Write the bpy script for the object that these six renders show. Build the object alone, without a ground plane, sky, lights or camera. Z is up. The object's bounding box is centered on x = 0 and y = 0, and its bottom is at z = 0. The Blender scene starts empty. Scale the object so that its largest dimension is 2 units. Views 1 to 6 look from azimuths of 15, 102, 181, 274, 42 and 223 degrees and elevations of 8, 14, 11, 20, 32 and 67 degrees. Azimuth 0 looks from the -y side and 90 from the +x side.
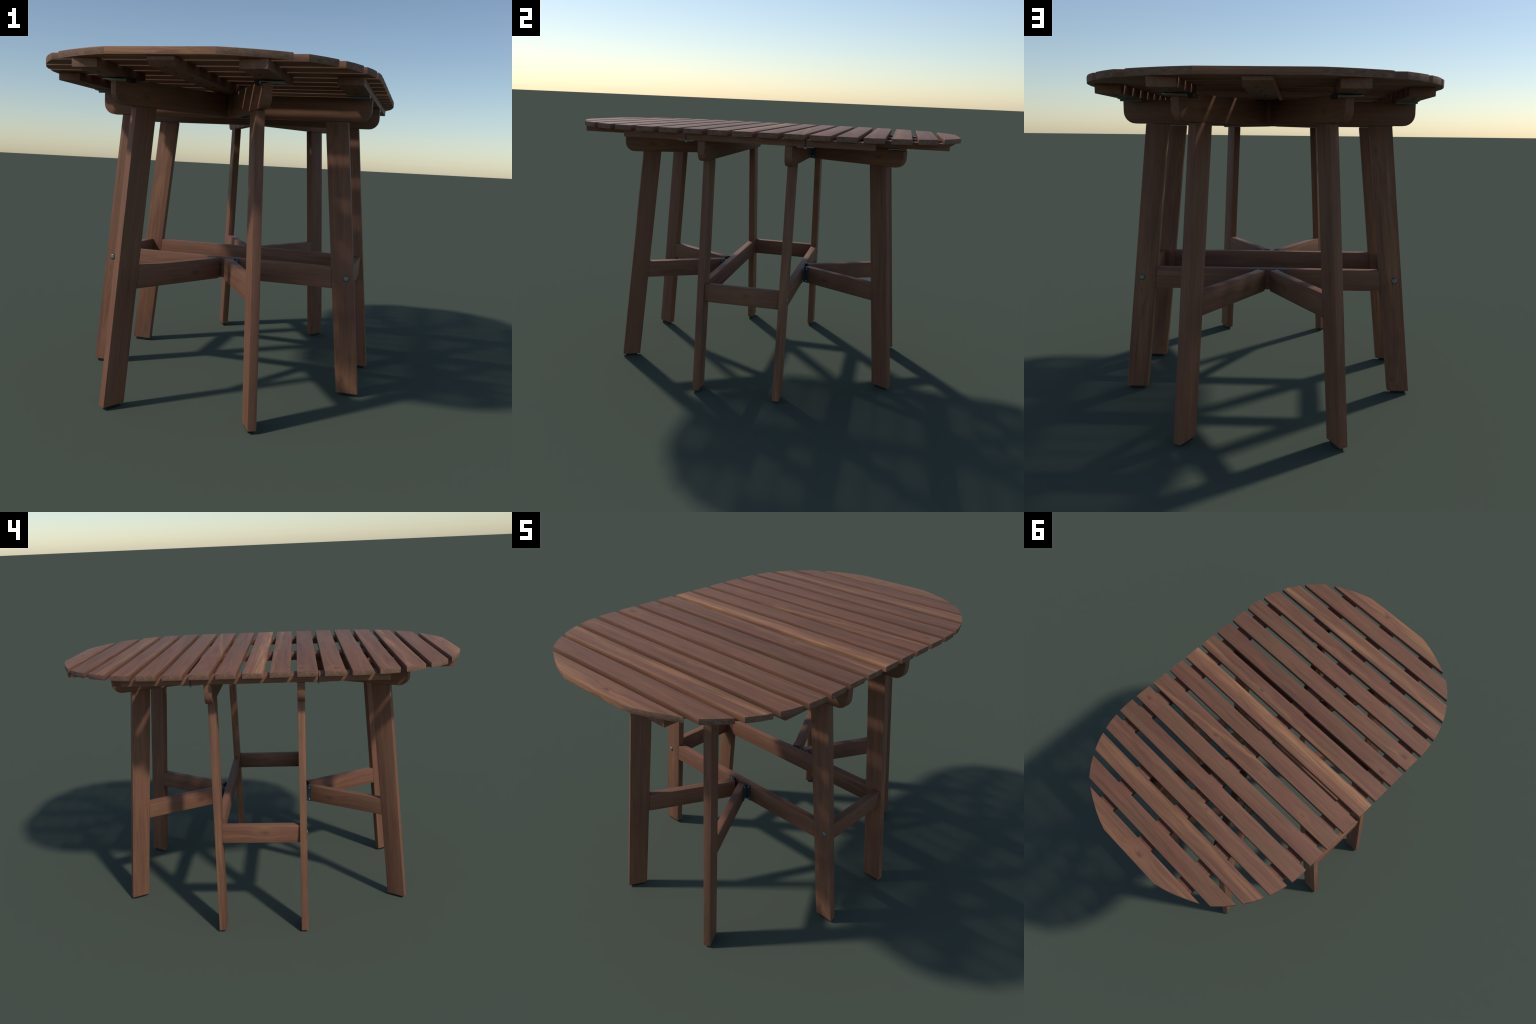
"""Oval gate-leg garden table: slatted drop-leaf top on battens, central trestle
frame with four splayed legs and four swinging gates, each with its own leg."""
import bpy, bmesh, math, random
from mathutils import Matrix, Vector

random.seed(7)

# ------------------------------------------------------------------ sizes (m)
TOP_Z, SLAT_T, SLAT_W, SLAT_N = 1.3366, 0.0250, 0.0922, 17
PITCH = (2.0 - SLAT_W) / (SLAT_N - 1)
BAT_T, BAT_W = 0.0325, 0.0955
BAT_Z1 = TOP_Z - SLAT_T
BAT_Z0 = BAT_Z1 - BAT_T
THICK = 0.0350                      # thickness of rails, stretchers and legs
RAIL_Y = 0.2100                     # centre of the long frame rails
RAIL_Z0, RAIL_Z1, RAIL_X = 1.1815, BAT_Z0 - .0012, 0.609
LOW_Z0, LOW_Z1 = 0.472, 0.5645
PAD = 0.0095
LEG_OUT, LEG_IN, LEAN = 0.6405, 0.5450, 0.1055   # leg edges at floor, slope
SPLIT_Y = 0.2865                    # where the leaves hinge

# half outline of the top: (y, half length)
OUTLINE = [(0.0, .6580), (.41, .6580), (.47, .6565), (.528, .6508), (.60, .6355),
           (.668, .6115), (.72, .5875), (.78, .5500), (.835, .5055), (.884, .4565),
           (.907, .4180), (.935, .3650), (.965, .2990), (.985, .2450), (.9955, .2070), (1.0, .1900)]

# ------------------------------------------------------------------ materials
def nd(nt, kind, **kw):
    n = nt.nodes.new(kind)
    for k, v in kw.items():
        setattr(n, k, v)
    return n

def math_node(nt, op, a, b=None, clamp=False):
    n = nd(nt, 'ShaderNodeMath', operation=op, use_clamp=clamp)
    for i, v in enumerate((a, b)):
        if v is None:
            continue
        if isinstance(v, (int, float)):
            n.inputs[i].default_value = v
        else:
            nt.links.new(v, n.inputs[i])
    return n.outputs[0]

def ramp(nt, fac, stops):
    n = nd(nt, 'ShaderNodeValToRGB')
    el = n.color_ramp.elements
    while len(el) < len(stops):
        el.new(0.5)
    for e, (p, c) in zip(el, stops):
        e.position = p
        e.color = (c, c, c, 1) if isinstance(c, (int, float)) else (*c, 1)
    nt.links.new(fac, n.inputs[0])
    return n.outputs[0]

def mix(nt, fac, a, b, mode='MIX'):
    n = nd(nt, 'ShaderNodeMix', data_type='RGBA', blend_type=mode)
    for i, v in ((0, fac), (6, a), (7, b)):
        if isinstance(v, (int, float)):
            n.inputs[i].default_value = v
        elif isinstance(v, tuple):
            n.inputs[i].default_value = (*v, 1)
        else:
            nt.links.new(v, n.inputs[i])
    return n.outputs[2]

def noise(nt, vec, scale, detail=2.0, rough=.5, dist=0.0):
    n = nd(nt, 'ShaderNodeTexNoise')
    n.inputs['Scale'].default_value = scale
    n.inputs['Detail'].default_value = detail
    n.inputs['Roughness'].default_value = rough
    n.inputs['Distortion'].default_value = dist
    nt.links.new(vec, n.inputs['Vector'])
    return n.outputs['Fac']

def mapping(nt, vec, scale, loc=(0, 0, 0)):
    n = nd(nt, 'ShaderNodeMapping')
    n.inputs['Scale'].default_value = scale
    n.inputs['Location'].default_value = loc
    nt.links.new(vec, n.inputs['Vector'])
    return n.outputs[0]

def new_material(name):
    m = bpy.data.materials.new(name)
    m.use_nodes = True
    nt = m.node_tree
    return m, nt, nt.nodes['Principled BSDF']

RED, BROWN, PALE, DARK = (.232, .097, .058), (.208, .101, .056), (.425, .200, .092), (.085, .050, .042)

def wood(name, seed, pale=.35, brown=.4, knots=(), band=None, gain=1.0, smear=None):
    """Stained hardwood; grain runs along local X.  pale = share of pale sapwood
    streaks, band = (y centre, half width, strength, slope) of one pale stripe, smear = (x, y, radius) of a long grey stain,
    knots = (x, y, radius) in local metres on the wide face."""
    m, nt, bsdf = new_material(name)
    tc = nd(nt, 'ShaderNodeTexCoord').outputs['Object']
    info = nd(nt, 'ShaderNodeObjectInfo').outputs['Random']
    off = nd(nt, 'ShaderNodeCombineXYZ')
    nt.links.new(math_node(nt, 'MULTIPLY', info, 37.0), off.inputs[0])
    nt.links.new(math_node(nt, 'MULTIPLY', info, 11.0), off.inputs[1])
    add = nd(nt, 'ShaderNodeVectorMath', operation='ADD')
    nt.links.new(tc, add.inputs[0]); nt.links.new(off.outputs[0], add.inputs[1])
    p = add.outputs[0]
    s = seed * 3.17
    # knots push the grain sideways and stain the wood
    stain = halo = None
    bend = 0.0
    for kx, ky, kr in knots:
        q = mapping(nt, tc, (1 / (kr * 1.9), 1 / kr, .4 / kr), (-kx / (kr * 1.9), -ky / kr, 0))
        ln = nd(nt, 'ShaderNodeVectorMath', operation='LENGTH')
        nt.links.new(q, ln.inputs[0])
        wob = math_node(nt, 'MULTIPLY', noise(nt, q, 2.0, 2), .8)
        d = math_node(nt, 'ADD', ln.outputs['Value'], wob)
        st = ramp(nt, math_node(nt, 'MULTIPLY', d, .25), [(.14, 1.0), (.25, .65), (.40, .0)])
        ha = ramp(nt, math_node(nt, 'MULTIPLY', d, .125), [(.16, .0), (.33, 1.0), (.75, .0)])
        stain = st if stain is None else math_node(nt, 'MAXIMUM', stain, st)
        halo = ha if halo is None else math_node(nt, 'MAXIMUM', halo, ha)
    if halo is not None:
        bv = nd(nt, 'ShaderNodeCombineXYZ')
        nt.links.new(math_node(nt, 'MULTIPLY', halo, .012), bv.inputs[1])
        ad2 = nd(nt, 'ShaderNodeVectorMath', operation='ADD')
        nt.links.new(p, ad2.inputs[0]); nt.links.new(bv.outputs[0], ad2.inputs[1])
        p = ad2.outputs[0]
    broad = noise(nt, mapping(nt, p, (.9, 17, 17), (s, 0, s)), 1.0, 3, .55, .6)
    streak = noise(nt, mapping(nt, p, (2.2, 60, 60), (0, s, 0)), 1.0, 4, .6, .8)
    fine = noise(nt, mapping(nt, p, (7, 260, 260), (0, 0, s)), 1.0, 4, .65, .3)
    blotch = noise(nt, mapping(nt, p, (3.5, 9, 9), (s, s, 0)), 1.0, 3, .5, .4)
    col = mix(nt, ramp(nt, blotch, [(.35, 0.0), (.65, 1.0)]), RED, BROWN)
    lo = .78 - .42 * pale
    pale_mask = ramp(nt, broad, [(lo - .10, 0.0), (lo + .14, 1.0)])
    if band:
        sepo = nd(nt, 'ShaderNodeSeparateXYZ'); nt.links.new(tc, sepo.inputs[0])
        yy = math_node(nt, 'ADD', sepo.outputs[1], math_node(nt, 'MULTIPLY', math_node(nt, 'SUBTRACT', blotch, .5), .05))
        yy = math_node(nt, 'SUBTRACT', yy, math_node(nt, 'MULTIPLY', sepo.outputs[0], band[3]))
        dd = math_node(nt, 'ABSOLUTE', math_node(nt, 'SUBTRACT', yy, band[0]))
        bm = ramp(nt, math_node(nt, 'DIVIDE', dd, band[1] * 2), [(.28, band[2]), (.55, 0.0)])
        patchy = ramp(nt, noise(nt, mapping(nt, p, (3.2, 4, 4), (s, 0, 0)), 1.0, 2), [(.32, .60), (.50, 1.0)])
        pale_mask = math_node(nt, 'MAXIMUM', pale_mask, math_node(nt, 'MULTIPLY', bm, patchy))
    pale_mask = math_node(nt, 'MULTIPLY', pale_mask, ramp(nt, streak, [(.34, .30), (.60, 1.0)]))
    col = mix(nt, math_node(nt, 'MULTIPLY', pale_mask, .35 + .65 * min(1, pale + .2)), col, PALE)
    # darker growth streaks and pore lines
    dk = ramp(nt, streak, [(.30, 1.0), (.50, 0.0)])
    col = mix(nt, math_node(nt, 'MULTIPLY', dk, .40), col, (.130, .060, .046))
    big = ramp(nt, blotch, [(.30, 1.0), (.46, 0.0)])
    col = mix(nt, math_node(nt, 'MULTIPLY', big, brown * .55), col, (.125, .076, .050))
    tone = noise(nt, mapping(nt, p, (1.6, 24, 24), (s, -s, s)), 1.0, 4, .6, 1.2)
    col = mix(nt, .8, col, ramp(nt, tone, [(.30, .74), (.50, 1.0), (.72, 1.16)]), 'MULTIPLY')
    if smear:
        q = mapping(nt, tc, (1 / (smear[2] * 7), 1 / smear[2], 0), (-smear[0] / (smear[2] * 7), -smear[1] / smear[2], 0))
        ln = nd(nt, 'ShaderNodeVectorMath', operation='LENGTH')
        nt.links.new(q, ln.inputs[0])
        d = math_node(nt, 'ADD', ln.outputs['Value'], math_node(nt, 'MULTIPLY', streak, 1.2))
        col = mix(nt, math_node(nt, 'MULTIPLY', ramp(nt, math_node(nt, 'MULTIPLY', d, .5), [(.35, 1.0), (.8, 0.0)]), .6), col, (.115, .078, .062))
    col = mix(nt, .6, col, ramp(nt, fine, [(.3, .72), (.7, 1.20)]), 'MULTIPLY')
    if stain is not None:
        col = mix(nt, math_node(nt, 'MULTIPLY', halo, .13), col, PALE)
        col = mix(nt, math_node(nt, 'MULTIPLY', stain, .85), col, DARK)
    if gain != 1.0:
        col = mix(nt, 1.0, col, (gain, gain, gain), 'MULTIPLY')
    nt.links.new(col, bsdf.inputs['Base Color'])
    bsdf.inputs['Roughness'].default_value = .62
    bsdf.inputs['Specular IOR Level'].default_value = .30
    bp = nd(nt, 'ShaderNodeBump')
    bp.inputs['Strength'].default_value = .18
    bp.inputs['Distance'].default_value = .002
    nt.links.new(math_node(nt, 'ADD', fine, streak), bp.inputs['Height'])
    nt.links.new(bp.outputs[0], bsdf.inputs['Normal'])
    return m

def end_grain(name):
    m, nt, bsdf = new_material(name)
    tc = nd(nt, 'ShaderNodeTexCoord').outputs['Object']
    a = noise(nt, mapping(nt, tc, (40, 40, 90)), 1.0, 4, .65, 1.0)
    b = noise(nt, mapping(nt, tc, (30, 55, 70), (4, 2, 9)), 1.0, 2, .5, .2)
    col = ramp(nt, a, [(.30, (.125, .070, .046)), (.55, (.215, .120, .077)), (.78, (.29, .172, .106))])
    col = mix(nt, math_node(nt, 'MULTIPLY', ramp(nt, b, [(.24, 1.0), (.34, 0.0)]), .8), col, (.10, .06, .045))
    nt.links.new(col, bsdf.inputs['Base Color'])
    bsdf.inputs['Roughness'].default_value = .75
    bsdf.inputs['Specular IOR Level'].default_value = .25
    return m

def plain(name, color, metallic, rough, wear=0.0):
    m, nt, bsdf = new_material(name)
    tc = nd(nt, 'ShaderNodeTexCoord').outputs['Object']
    n = noise(nt, tc, 90.0, 3)
    col = mix(nt, math_node(nt, 'MULTIPLY', n, wear), color, tuple(c * .45 for c in color))
    nt.links.new(col, bsdf.inputs['Base Color'])
    bsdf.inputs['Metallic'].default_value = metallic
    bsdf.inputs['Roughness'].default_value = rough
    return m

W_LEG = [wood('stained_wood_leg', 1, .38, .9, [(.49, -.028, .008), (-.53, -.02, .008)]),
         wood('stained_wood_leg_knotted', 2, .38, .6, [(-.135, .013, .008)])]
W_GLEG = wood('stained_wood_gate_leg', 3, .15, .45)
W_RAIL = wood('stained_wood_rail', 4, .22, .6, [(.36, .018, .010)])
W_LOW = wood('stained_wood_stretcher', 5, .30, .35)
W_SHORT = wood('stained_wood_crosspiece', 6, .30, .3, [(.02, .008, .009)])
W_GRAIL = wood('stained_wood_gate_rail', 8, .25, .6, [(.14, -.006, .010)])
W_BAT = wood('stained_wood_batten', 9, .15, .6)
END = end_grain('end_grain')
STEEL = plain('zinc_plated_steel', (.24, .28, .28), .85, .40, .6)
HINGE_DARK = plain('hinge_steel', (.13, .165, .175), .6, .35, .5)  # dark bluish base colour, less metallic than the other plates
SCREW_STEEL = plain('screw_steel', (.55, .58, .57), .7, .3)
BOLT_STEEL = plain('bolt_steel', (.25, .29, .265), .5, .38, .4)
BLACK = plain('black_plastic', (.006, .006, .006), 0.0, .6)
SCREW = plain('dark_screw_recess', (.03, .025, .022), .2, .6)

# ------------------------------------------------------------------ geometry
def prism(name, poly, thick, axis='Z', bevel=.003, seg=2, mats=(), end_dir=None):
    """Extrude a 2-D outline (first coordinate = grain = local X).
    axis Z: outline lies in XY, thickness along Z; axis Y: outline in XZ, mapped so that
    the wide face still carries (x, y) -> local X, Y coordinates."""
    me = bpy.data.meshes.new(name)
    bm = bmesh.new()
    lo = [bm.verts.new((x, y, -thick / 2)) for x, y in poly]
    hi = [bm.verts.new((x, y, thick / 2)) for x, y in poly]
    n = len(poly)
    bm.faces.new(lo[::-1]); bm.faces.new(hi)
    for i in range(n):
        bm.faces.new((lo[i], lo[(i + 1) % n], hi[(i + 1) % n], hi[i]))
    bmesh.ops.recalc_face_normals(bm, faces=bm.faces)
    if len(mats) > 1 and end_dir:
        for f in bm.faces:
            if abs(f.normal.x) > end_dir and abs(f.normal.z) < .5:
                f.material_index = 1
    sharp = [e for e in bm.edges if e.calc_face_angle(0) > math.radians(28)]
    if bevel:
        bmesh.ops.bevel(bm, geom=sharp, offset=bevel, segments=seg, profile=.6, affect='EDGES', clamp_overlap=True, material=0)
    for f in bm.faces:
        f.smooth = True
    bm.to_mesh(me); bm.free()
    me.set_sharp_from_angle(angle=math.radians(32))
    for m in mats:
        me.materials.append(m)
    return me

def place(name, mesh, parent, loc, xdir, ydir):
    """Object whose local X / Y axes point along world xdir / ydir."""
    x = Vector(xdir).normalized(); y = Vector(ydir).normalized(); z = x.cross(y)
    o = bpy.data.objects.new(name, mesh)
    bpy.context.scene.collection.objects.link(o)
    mw = Matrix((x, y, z)).transposed().to_4x4()
    mw.translation = Vector(loc)
    if parent is not None:
        o.parent = parent
        o.matrix_parent_inverse = WORLD[parent].inverted()
    o.matrix_basis = mw
    WORLD[o] = mw
    return o

WORLD = {}
root = bpy.data.objects.new('garden_table', None)
bpy.context.scene.collection.objects.link(root)
WORLD[root] = Matrix.Identity(4)
root['label'] = 'oval slatted gate-leg garden table in reddish-brown stained wood'
root['category'] = 'garden table'

def outline(y):
    y = abs(y)
    for (y0, x0), (y1, x1) in zip(OUTLINE, OUTLINE[1:]):
        if y <= y1:
            return x0 + (x1 - x0) * (y - y0) / (y1 - y0)
    return OUTLINE[-1][1]

def rect(x0, x1, y0, y1):
    return [(x0, y0), (x1, y0), (x1, y1), (x0, y1)]

def rounded(poly_corner, r, start, n=6):
    """Quarter arc points around a corner centre."""
    cx, cy = poly_corner
    return [(cx + r * math.cos(math.radians(start + 90 * i / n)), cy + r * math.sin(math.radians(start + 90 * i / n))) for i in range(n + 1)]

# ---- slats ---------------------------------------------------------------
SLAT_LOOK = {  # index from the -y end: pale share, brown share, knots, pale band, gain, smear
    1: (.58, .2, [(.048, -.010, .010)], None, 1.05, None), 2: (.04, .2, [], None, .97, None),
    3: (.40, .3, [], (.020, .020, .75, .0), 1.0, None), 4: (.24, .5, [(.093, .026, .006)], (.021, .008, .5, .02), .97, None),
    5: (.10, .3, [(.239, .034, .006)], None, 1.0, None), 6: (.06, .2, [(-.60, -.006, .011)], None, 1.0, None),
    7: (.04, 1.0, [(-.575, .025, .010)], None, .88, (.226, .002, .014)),
    8: (.14, .4, [(.207, .014, .009)], (.027, .012, .85, -.02), .97, (-.55, -.03, .010)),
    9: (.58, .3, [], (-.024, .030, 1.0, .0), 1.12, None), 10: (.06, .25, [], None, .98, None),
    11: (.24, .3, [(.184, .017, .007), (-.159, -.014, .006), (-.452, .009, .006)], (-.030, .009, .9, .115), 1.0, None),
    12: (.06, .3, [(.60, .004, .009)], None, .98, None), 13: (.12, .4, [], None, .97, None),
    14: (.24, .5, [(-.088, -.030, .006)], (-.021, .008, .5, .02), .97, None),
    15: (.40, .3, [], (-.020, .020, .75, .0), 1.0, None), 16: (.04, .2, [], None, .96, None), 17: (.58, .2, [(-.031, .005, .011)], None, 1.05, None)}

for i in range(1, SLAT_N + 1):
    yc = -1.0 + SLAT_W / 2 + (i - 1) * PITCH
    ys = [yc - SLAT_W / 2 + SLAT_W * k / 16 for k in range(17)]
    right = [(outline(y), y - yc) for y in ys]
    left = [(-x, y) for x, y in reversed(right)]
    if abs(yc) < .4:
        right = [right[0], right[-1]]; left = [left[0], left[-1]]
    pale, brown, knots, band, gain, smear = SLAT_LOOK[i]
    mt = wood('stained_wood_slat', 10 + i, pale, brown, knots, band, gain, smear)
    me = prism('slat', right + left, SLAT_T, bevel=.0032, mats=(mt, END), end_dir=.6 if 1 < i < SLAT_N else .2)
    place('slat', me, root, (0, yc, TOP_Z - SLAT_T / 2), (1, 0, 0), (0, 1, 0))

# ---- battens under the slats ------------------------------------------------
def screws_for(parent, x, y0, y1):
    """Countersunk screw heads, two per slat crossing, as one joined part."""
    me = bpy.data.meshes.new('screw_heads')
    bm = bmesh.new()
    for i in range(SLAT_N):
        yc = -1.0 + SLAT_W / 2 + i * PITCH
        if not (y0 + .03 < yc < y1 - .02):
            continue
        for sx, sy in (((-1) ** i * .006, .0),):
            bmesh.ops.create_cone(bm, cap_ends=True, segments=12, radius1=.0055, radius2=.0055, depth=.003,
                                  matrix=Matrix.Translation((x + sx, yc + sy, BAT_Z0)))
    if not bm.verts:
        bm.free(); return
    bm.to_mesh(me); bm.free()
    me.materials.append(SCREW)
    o = place('screw_heads', me, parent, (0, 0, 0), (1, 0, 0), (0, 1, 0))
    o['kind'] = 'stuff'

def batten(x, y0, y1, cut0=0.0, cut1=0.0):
    """cut = undercut chamfer at that end.  Local X runs along world y."""
    L, h = y1 - y0, BAT_T
    a, b = -L / 2, L / 2
    # outline in (length, height); local Y = world z, thickness = width
    poly = [(a + cut0, -h / 2), (b - cut1, -h / 2)]
    poly += [(b, h * .07), (b, h / 2)] if cut1 else [(b, h / 2)]
    poly += [(a, h / 2), (a, h * .07)] if cut0 else [(a, h / 2)]
    me = prism('batten', poly, BAT_W, bevel=.0025, mats=(W_BAT,))
    o = place('batten', me, root, (x, (y0 + y1) / 2, (BAT_Z0 + BAT_Z1) / 2), (0, 1, 0), (0, 0, 1))
    screws_for(o, x, y0, y1)
    return o

def leaf_hinge(parent, x, yc):
    """Flat leaves screwed under two butting battens, with a knuckle below the joint."""
    me = bpy.data.meshes.new('leaf_hinge')
    bm = bmesh.new()
    for s in (-1, 1):
        bmesh.ops.create_cube(bm, size=1, matrix=Matrix.Translation((0, s * .0215, -.0015)) @ Matrix.Diagonal((BAT_W * .92, .036, .003, 1)))
    bmesh.ops.create_cone(bm, cap_ends=True, segments=14, radius1=.0052, radius2=.0052, depth=BAT_W * .92,
                          matrix=Matrix.Translation((0, 0, -.0052)) @ Matrix.Rotation(math.pi / 2, 4, 'Y'))
    bm.to_mesh(me); bm.free()
    me.materials.append(STEEL)
    place('leaf_hinge', me, parent, (x, yc, BAT_Z0 - .0002), (1, 0, 0), (0, 1, 0))

for sx in (-1, 1):
    mid = batten(sx * .5605, -SPLIT_Y + .0015, SPLIT_Y - .0015)
    for sy in (-1, 1):
        y0, y1 = sorted((sy * (SPLIT_Y + .0015), sy * .602))
        batten(sx * .5605, y0, y1)
        leaf_hinge(mid, sx * .5605, sy * SPLIT_Y)
batten(0, -SPLIT_Y + .0015, SPLIT_Y - .0015)
for sy in (-1, 1):
    y0, y1 = sorted((sy * (SPLIT_Y + .0015), sy * .985))
    batten(0, y0, y1, .030 if sy < 0 else 0, .030 if sy > 0 else 0)
LEAF_BATTEN = {}
for sx in (-1, 1):
    for sy in (-1, 1):
        y0, y1 = sorted((sy * .562, sy * .940))
        LEAF_BATTEN[sx, sy] = batten(sx * .296, y0, y1)

# ---- central frame ------------------------------------------------------------
def rail_outline(x0, x1, h, r0, r1):
    """Rail in (length, height) with rounded lower corners of radius r0 / r1."""
    p = []
    p += rounded((x0 + r0, -h / 2 + r0), r0, 180) if r0 else [(x0, -h / 2)]
    p += rounded((x1 - r1, -h / 2 + r1), r1, 270) if r1 else [(x1, -h / 2)]
    return p + [(x1, h / 2), (x0, h / 2)]

H_UP, H_LOW = RAIL_Z1 - RAIL_Z0, LOW_Z1 - LOW_Z0
Z_UP, Z_LOW = (RAIL_Z0 + RAIL_Z1) / 2, (LOW_Z0 + LOW_Z1) / 2
me_rail = prism('apron_rail', rail_outline(-RAIL_X, RAIL_X, H_UP, .048, .048), THICK, mats=(W_RAIL,))

def leg_mesh(name, mat):
    """Splayed leg, local X along its grain (upwards), local Y outwards across its width;
    both ends cut level.  Origin at mid height on the leg's centre line."""
    a = math.atan(LEAN)
    ca, sa = math.cos(a), math.sin(a)
    z0, z1 = PAD, RAIL_Z0 - .0005
    zc = (z0 + z1) / 2
    oc = (LEG_OUT + LEG_IN) / 2 - LEAN * zc
    pts = [(LEG_IN - LEAN * z0, z0), (LEG_OUT - LEAN * z0, z0), (LEG_OUT - LEAN * z1, z1), (LEG_IN - LEAN * z1, z1)]
    poly = []
    for o, z in pts:
        do, dz = o - oc, z - zc
        poly.append((dz * ca - do * sa, do * ca + dz * sa))
    return prism(name, poly, THICK, bevel=.0035, mats=(mat,)), oc, zc, ca, sa

def foot_pad(parent, centre, out):
    me = bpy.data.meshes.get('foot_pad') or prism('foot_pad', rect(-.032, .032, -.0135, .0135), PAD, bevel=.0015, seg=1, mats=(BLACK,))
    place('foot_pad', me, parent, (*centre, PAD / 2), (*out, 0), (-out[1], out[0], 0))

def add_leg(name, mesh_data, base, out):
    """base + t*out is the line (in plan) on which the leg lies; t as in LEG_OUT."""
    me, oc, zc, ca, sa = mesh_data
    o2, b2 = Vector((*out, 0)), Vector((*base, 0))
    x = Vector((0, 0, 1)) * ca - o2 * sa
    y = o2 * ca + Vector((0, 0, 1)) * sa
    leg = place(name, me, root, b2 + o2 * oc + Vector((0, 0, zc)), x, y)
    c = b2 + o2 * ((LEG_OUT + LEG_IN) / 2)
    foot_pad(leg, (c.x, c.y), out)
    return leg

def bolt_mesh():
    me = bpy.data.meshes.new('bolt')
    bm = bmesh.new()
    bmesh.ops.create_cone(bm, cap_ends=True, segments=24, radius1=.0138, radius2=.0138, depth=.0012, matrix=Matrix.Translation((0, 0, .0004)))
    for f in bm.faces:
        f.material_index = 1
    g = bmesh.ops.create_cone(bm, cap_ends=True, segments=24, radius1=.0120, radius2=.0085, depth=.0032, matrix=Matrix.Translation((0, 0, .0024)))
    h = bmesh.ops.create_cone(bm, cap_ends=True, segments=6, radius1=.0036, radius2=.0036, depth=.0006, matrix=Matrix.Translation((0, 0, .0041)))
    bm.to_mesh(me); bm.free()
    me.materials.append(BOLT_STEEL); me.materials.append(SCREW)
    return me

BOLT = bolt_mesh()
LEGS = [leg_mesh('leg', m) for m in W_LEG]
low_top = LEG_IN - LEAN * LOW_Z1
low_bot = LEG_IN - LEAN * LOW_Z0
me_low = prism('long_stretcher', [(-low_bot, -H_LOW / 2), (low_bot, -H_LOW / 2), (low_top, H_LOW / 2), (-low_top, H_LOW / 2)],
               THICK - .001, bevel=.003, mats=(W_LOW,))
me_short = prism('cross_stretcher', rect(-RAIL_Y + THICK / 2, RAIL_Y - THICK / 2, -H_LOW / 2, H_LOW / 2), THICK, bevel=.003, mats=(W_SHORT,))
for sy in (-1, 1):
    place('apron_rail', me_rail, root, (0, sy * RAIL_Y, Z_UP), (sy, 0, 0), (0, 0, 1))
    place('long_stretcher', me_low, root, (0, sy * RAIL_Y, Z_LOW), (sy, 0, 0), (0, 0, 1))
    for sx in (-1, 1):
        leg = add_leg('leg', LEGS[sx * sy > 0], (0, sy * RAIL_Y), (sx, 0))
        place('bolt', BOLT, leg, (sx * .554, sy * (RAIL_Y + THICK / 2), .5195), (1, 0, 0), (0, 0, -sy))
for sx in (-1, 1):
    place('cross_stretcher', me_short, root, (sx * .554, 0, Z_LOW), (0, sx, 0), (0, 0, 1))

# ---- swinging gates -------------------------------------------------------------
GATE = Vector((.48, .877)).normalized()
GATE_END = Vector((.2945, .7375))
GATE_LEN = .5605
GZ0, GZ1 = RAIL_Z0 - .0005, BAT_Z0 - .002
NOTCH_L, NOTCH_D = .106, .0135     # catch recess in the top of the outer end
# leg stands the same distance inside the rail end as on the frame
t_shift = RAIL_X
H_G = GZ1 - GZ0
gate_poly = rail_outline(-GATE_LEN / 2, GATE_LEN / 2, H_G, .010, .046)
gate_poly[-2:] = [(GATE_LEN / 2, H_G / 2 - NOTCH_D), (GATE_LEN / 2 - NOTCH_L, H_G / 2 - NOTCH_D),
                  (GATE_LEN / 2 - NOTCH_L, H_G / 2), (-GATE_LEN / 2, H_G / 2)]
me_grail = prism('gate_rail', gate_poly, THICK, bevel=.0032, mats=(W_GRAIL,))
g_top = GATE_LEN - (RAIL_X - (LEG_IN - LEAN * LOW_Z1))
g_bot = GATE_LEN - (RAIL_X - (LEG_IN - LEAN * LOW_Z0))
me_glow = prism('gate_stretcher', rounded((.008, -H_LOW / 2 + .008), .008, 180, 4) +
                [(g_bot, -H_LOW / 2), (g_top, H_LOW / 2), (0, H_LOW / 2)], THICK, bevel=.003, mats=(W_GRAIL,))
GLEG = leg_mesh('gate_leg', W_GLEG)

def gate_hinge_mesh(h, sx, sy):
    """Butt hinge folded between gate face and frame rail face (plan angle follows the gate).
    Built in world orientation around the knuckle axis."""
    me = bpy.data.meshes.new('gate_hinge')
    bm = bmesh.new()
    d = Vector((sx * GATE.x, sy * GATE.y, 0))
    def leaf(direction, normal, length):
        c = direction * (length / 2 + .003) + normal * .0012
        m = Matrix((direction, normal, Vector((0, 0, 1)))).transposed().to_4x4()
        m.translation = c
        bmesh.ops.create_cube(bm, size=1, matrix=m @ Matrix.Diagonal((length, .0024, h, 1)))
        for t in (.62,):
            for k in (-.38, .38):
                r = Matrix.Translation(direction * (length * t + .003) + normal * .003 + Vector((0, 0, h * k)))
                g = bmesh.ops.create_uvsphere(bm, u_segments=8, v_segments=6, radius=.0036, matrix=r)
                for v in g['verts']:
                    for f in v.link_faces:
                        f.material_index = 1
    side = Vector((sx * GATE.y, -sy * GATE.x, 0))
    leaf(Vector((sx, 0, 0)), Vector((0, sy, 0)), .036)
    leaf(d, side, .036)
    bmesh.ops.create_cone(bm, cap_ends=True, segments=14, radius1=.0048, radius2=.0048, depth=h,
                          matrix=Matrix.Translation(side * .0035 + d * .002))
    bmesh.ops.recalc_face_normals(bm, faces=bm.faces)
    bm.to_mesh(me); bm.free()
    me.materials.append(HINGE_DARK); me.materials.append(SCREW_STEEL)
    return me

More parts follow.
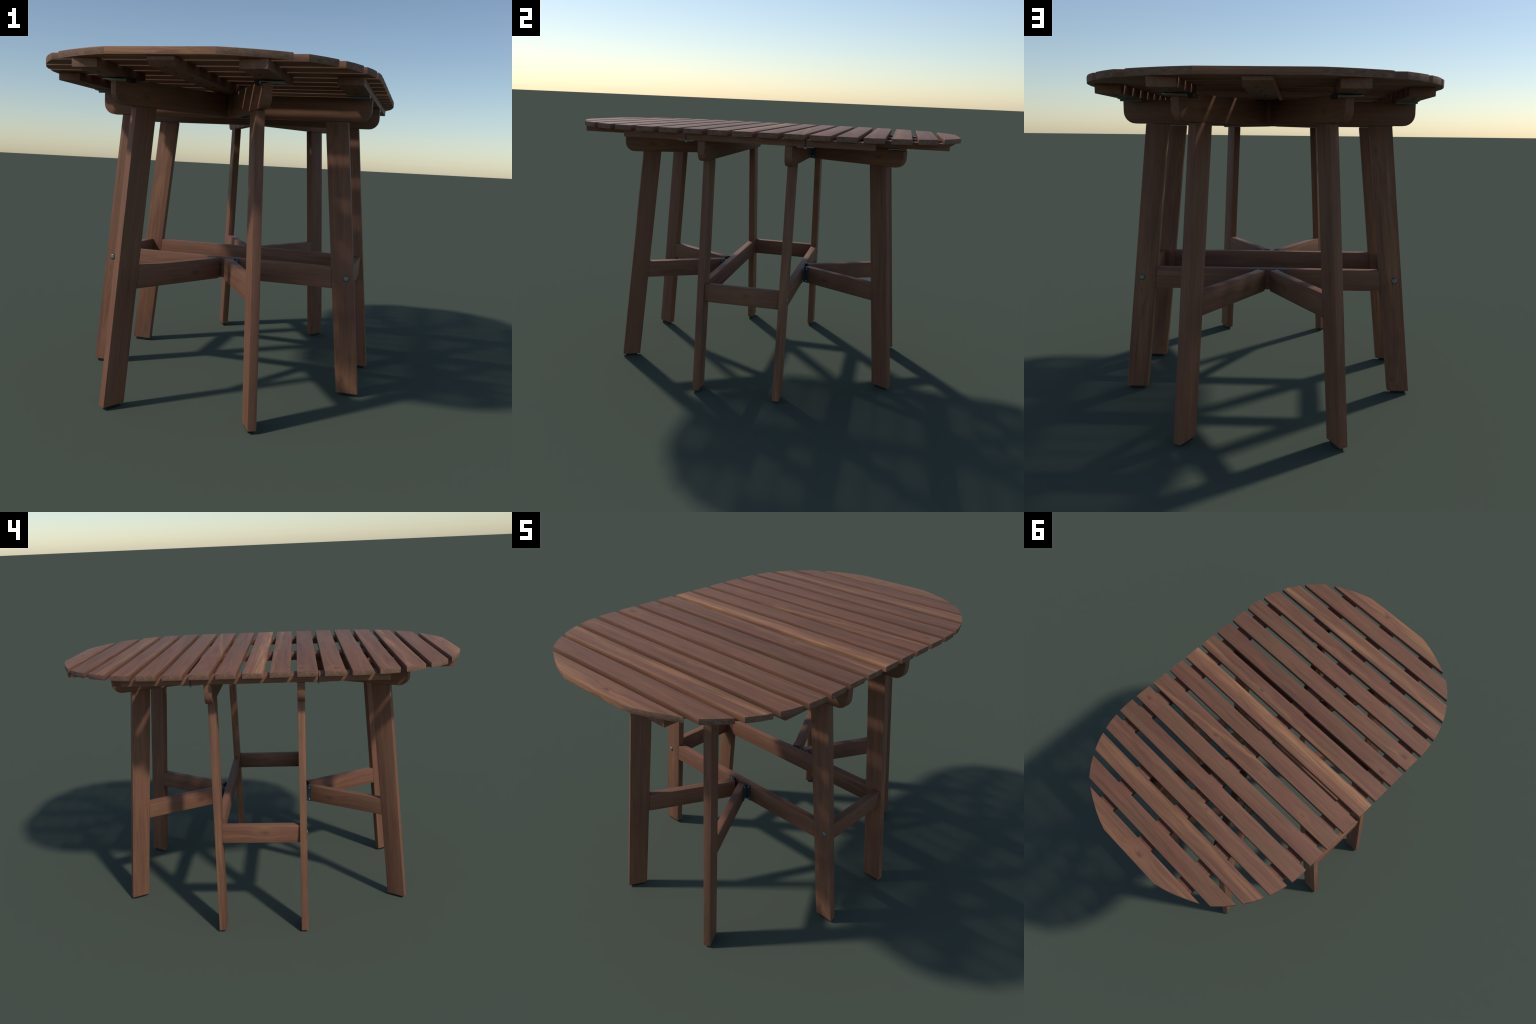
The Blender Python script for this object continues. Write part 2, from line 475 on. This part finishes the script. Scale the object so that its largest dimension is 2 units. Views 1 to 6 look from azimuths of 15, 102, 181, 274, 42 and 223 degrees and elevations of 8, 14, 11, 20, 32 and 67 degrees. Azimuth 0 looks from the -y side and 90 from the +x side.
def catch(parent, sx, sy):
    """Steel striker plate under the leaf batten with black blocks beside and above it."""
    me = bpy.data.meshes.new('catch_plate')
    bm = bmesh.new()
    bmesh.ops.create_cube(bm, size=1, matrix=Matrix.Translation((sx * .300, sy * .682, BAT_Z0 - .0055)) @ Matrix.Diagonal((.088, .052, .003, 1)))
    bmesh.ops.create_cube(bm, size=1, matrix=Matrix.Translation((sx * .258, sy * .690, BAT_Z0 - .009)) @ Matrix.Diagonal((.004, .044, .009, 1)))
    bm.to_mesh(me); bm.free(); me.materials.append(STEEL)
    place('catch_plate', me, parent, (0, 0, 0), (1, 0, 0), (0, 1, 0))
    me = bpy.data.meshes.new('black_block')
    bm = bmesh.new()
    bmesh.ops.create_cube(bm, size=1, matrix=Matrix.Translation((sx * .2465, sy * .690, BAT_Z0 - .0075)) @ Matrix.Diagonal((.020, .040, .0150, 1)))
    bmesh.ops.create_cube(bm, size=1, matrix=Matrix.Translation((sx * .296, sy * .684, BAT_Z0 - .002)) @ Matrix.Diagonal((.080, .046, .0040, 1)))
    bm.to_mesh(me); bm.free(); me.materials.append(BLACK)
    place('black_block', me, parent, (0, 0, 0), (1, 0, 0), (0, 1, 0))

for sx in (-1, 1):
    for sy in (-1, 1):
        d = Vector((sx * GATE.x, sy * GATE.y))
        end = Vector((sx * GATE_END.x, sy * GATE_END.y))
        mid = end - d * GATE_LEN / 2
        inner = end - d * GATE_LEN
        rail = place('gate_rail', me_grail, root, (mid.x, mid.y, (GZ0 + GZ1) / 2), (d.x, d.y, 0), (0, 0, 1))
        low = place('gate_stretcher', me_glow, root, (inner.x, inner.y, Z_LOW), (d.x, d.y, 0), (0, 0, 1))
        base = end - d * RAIL_X
        add_leg('gate_leg', GLEG, (base.x, base.y), (d.x, d.y))
        # knuckle where the gate's outer face meets the rail face
        side = Vector((sx * GATE.y, -sy * GATE.x))
        k = inner + side * THICK / 2
        k = k + d * ((sy * (RAIL_Y + THICK / 2) - k.y) / d.y) + Vector((sx * .001, 0))
        place('gate_hinge', gate_hinge_mesh(H_LOW - .002, sx, sy), low, (k.x, k.y, Z_LOW), (1, 0, 0), (0, 1, 0))
        place('gate_hinge', gate_hinge_mesh(H_G - .004, sx, sy), rail, (k.x, k.y, (GZ0 + GZ1) / 2), (1, 0, 0), (0, 1, 0))
        catch(LEAF_BATTEN[sx, sy], sx, sy)
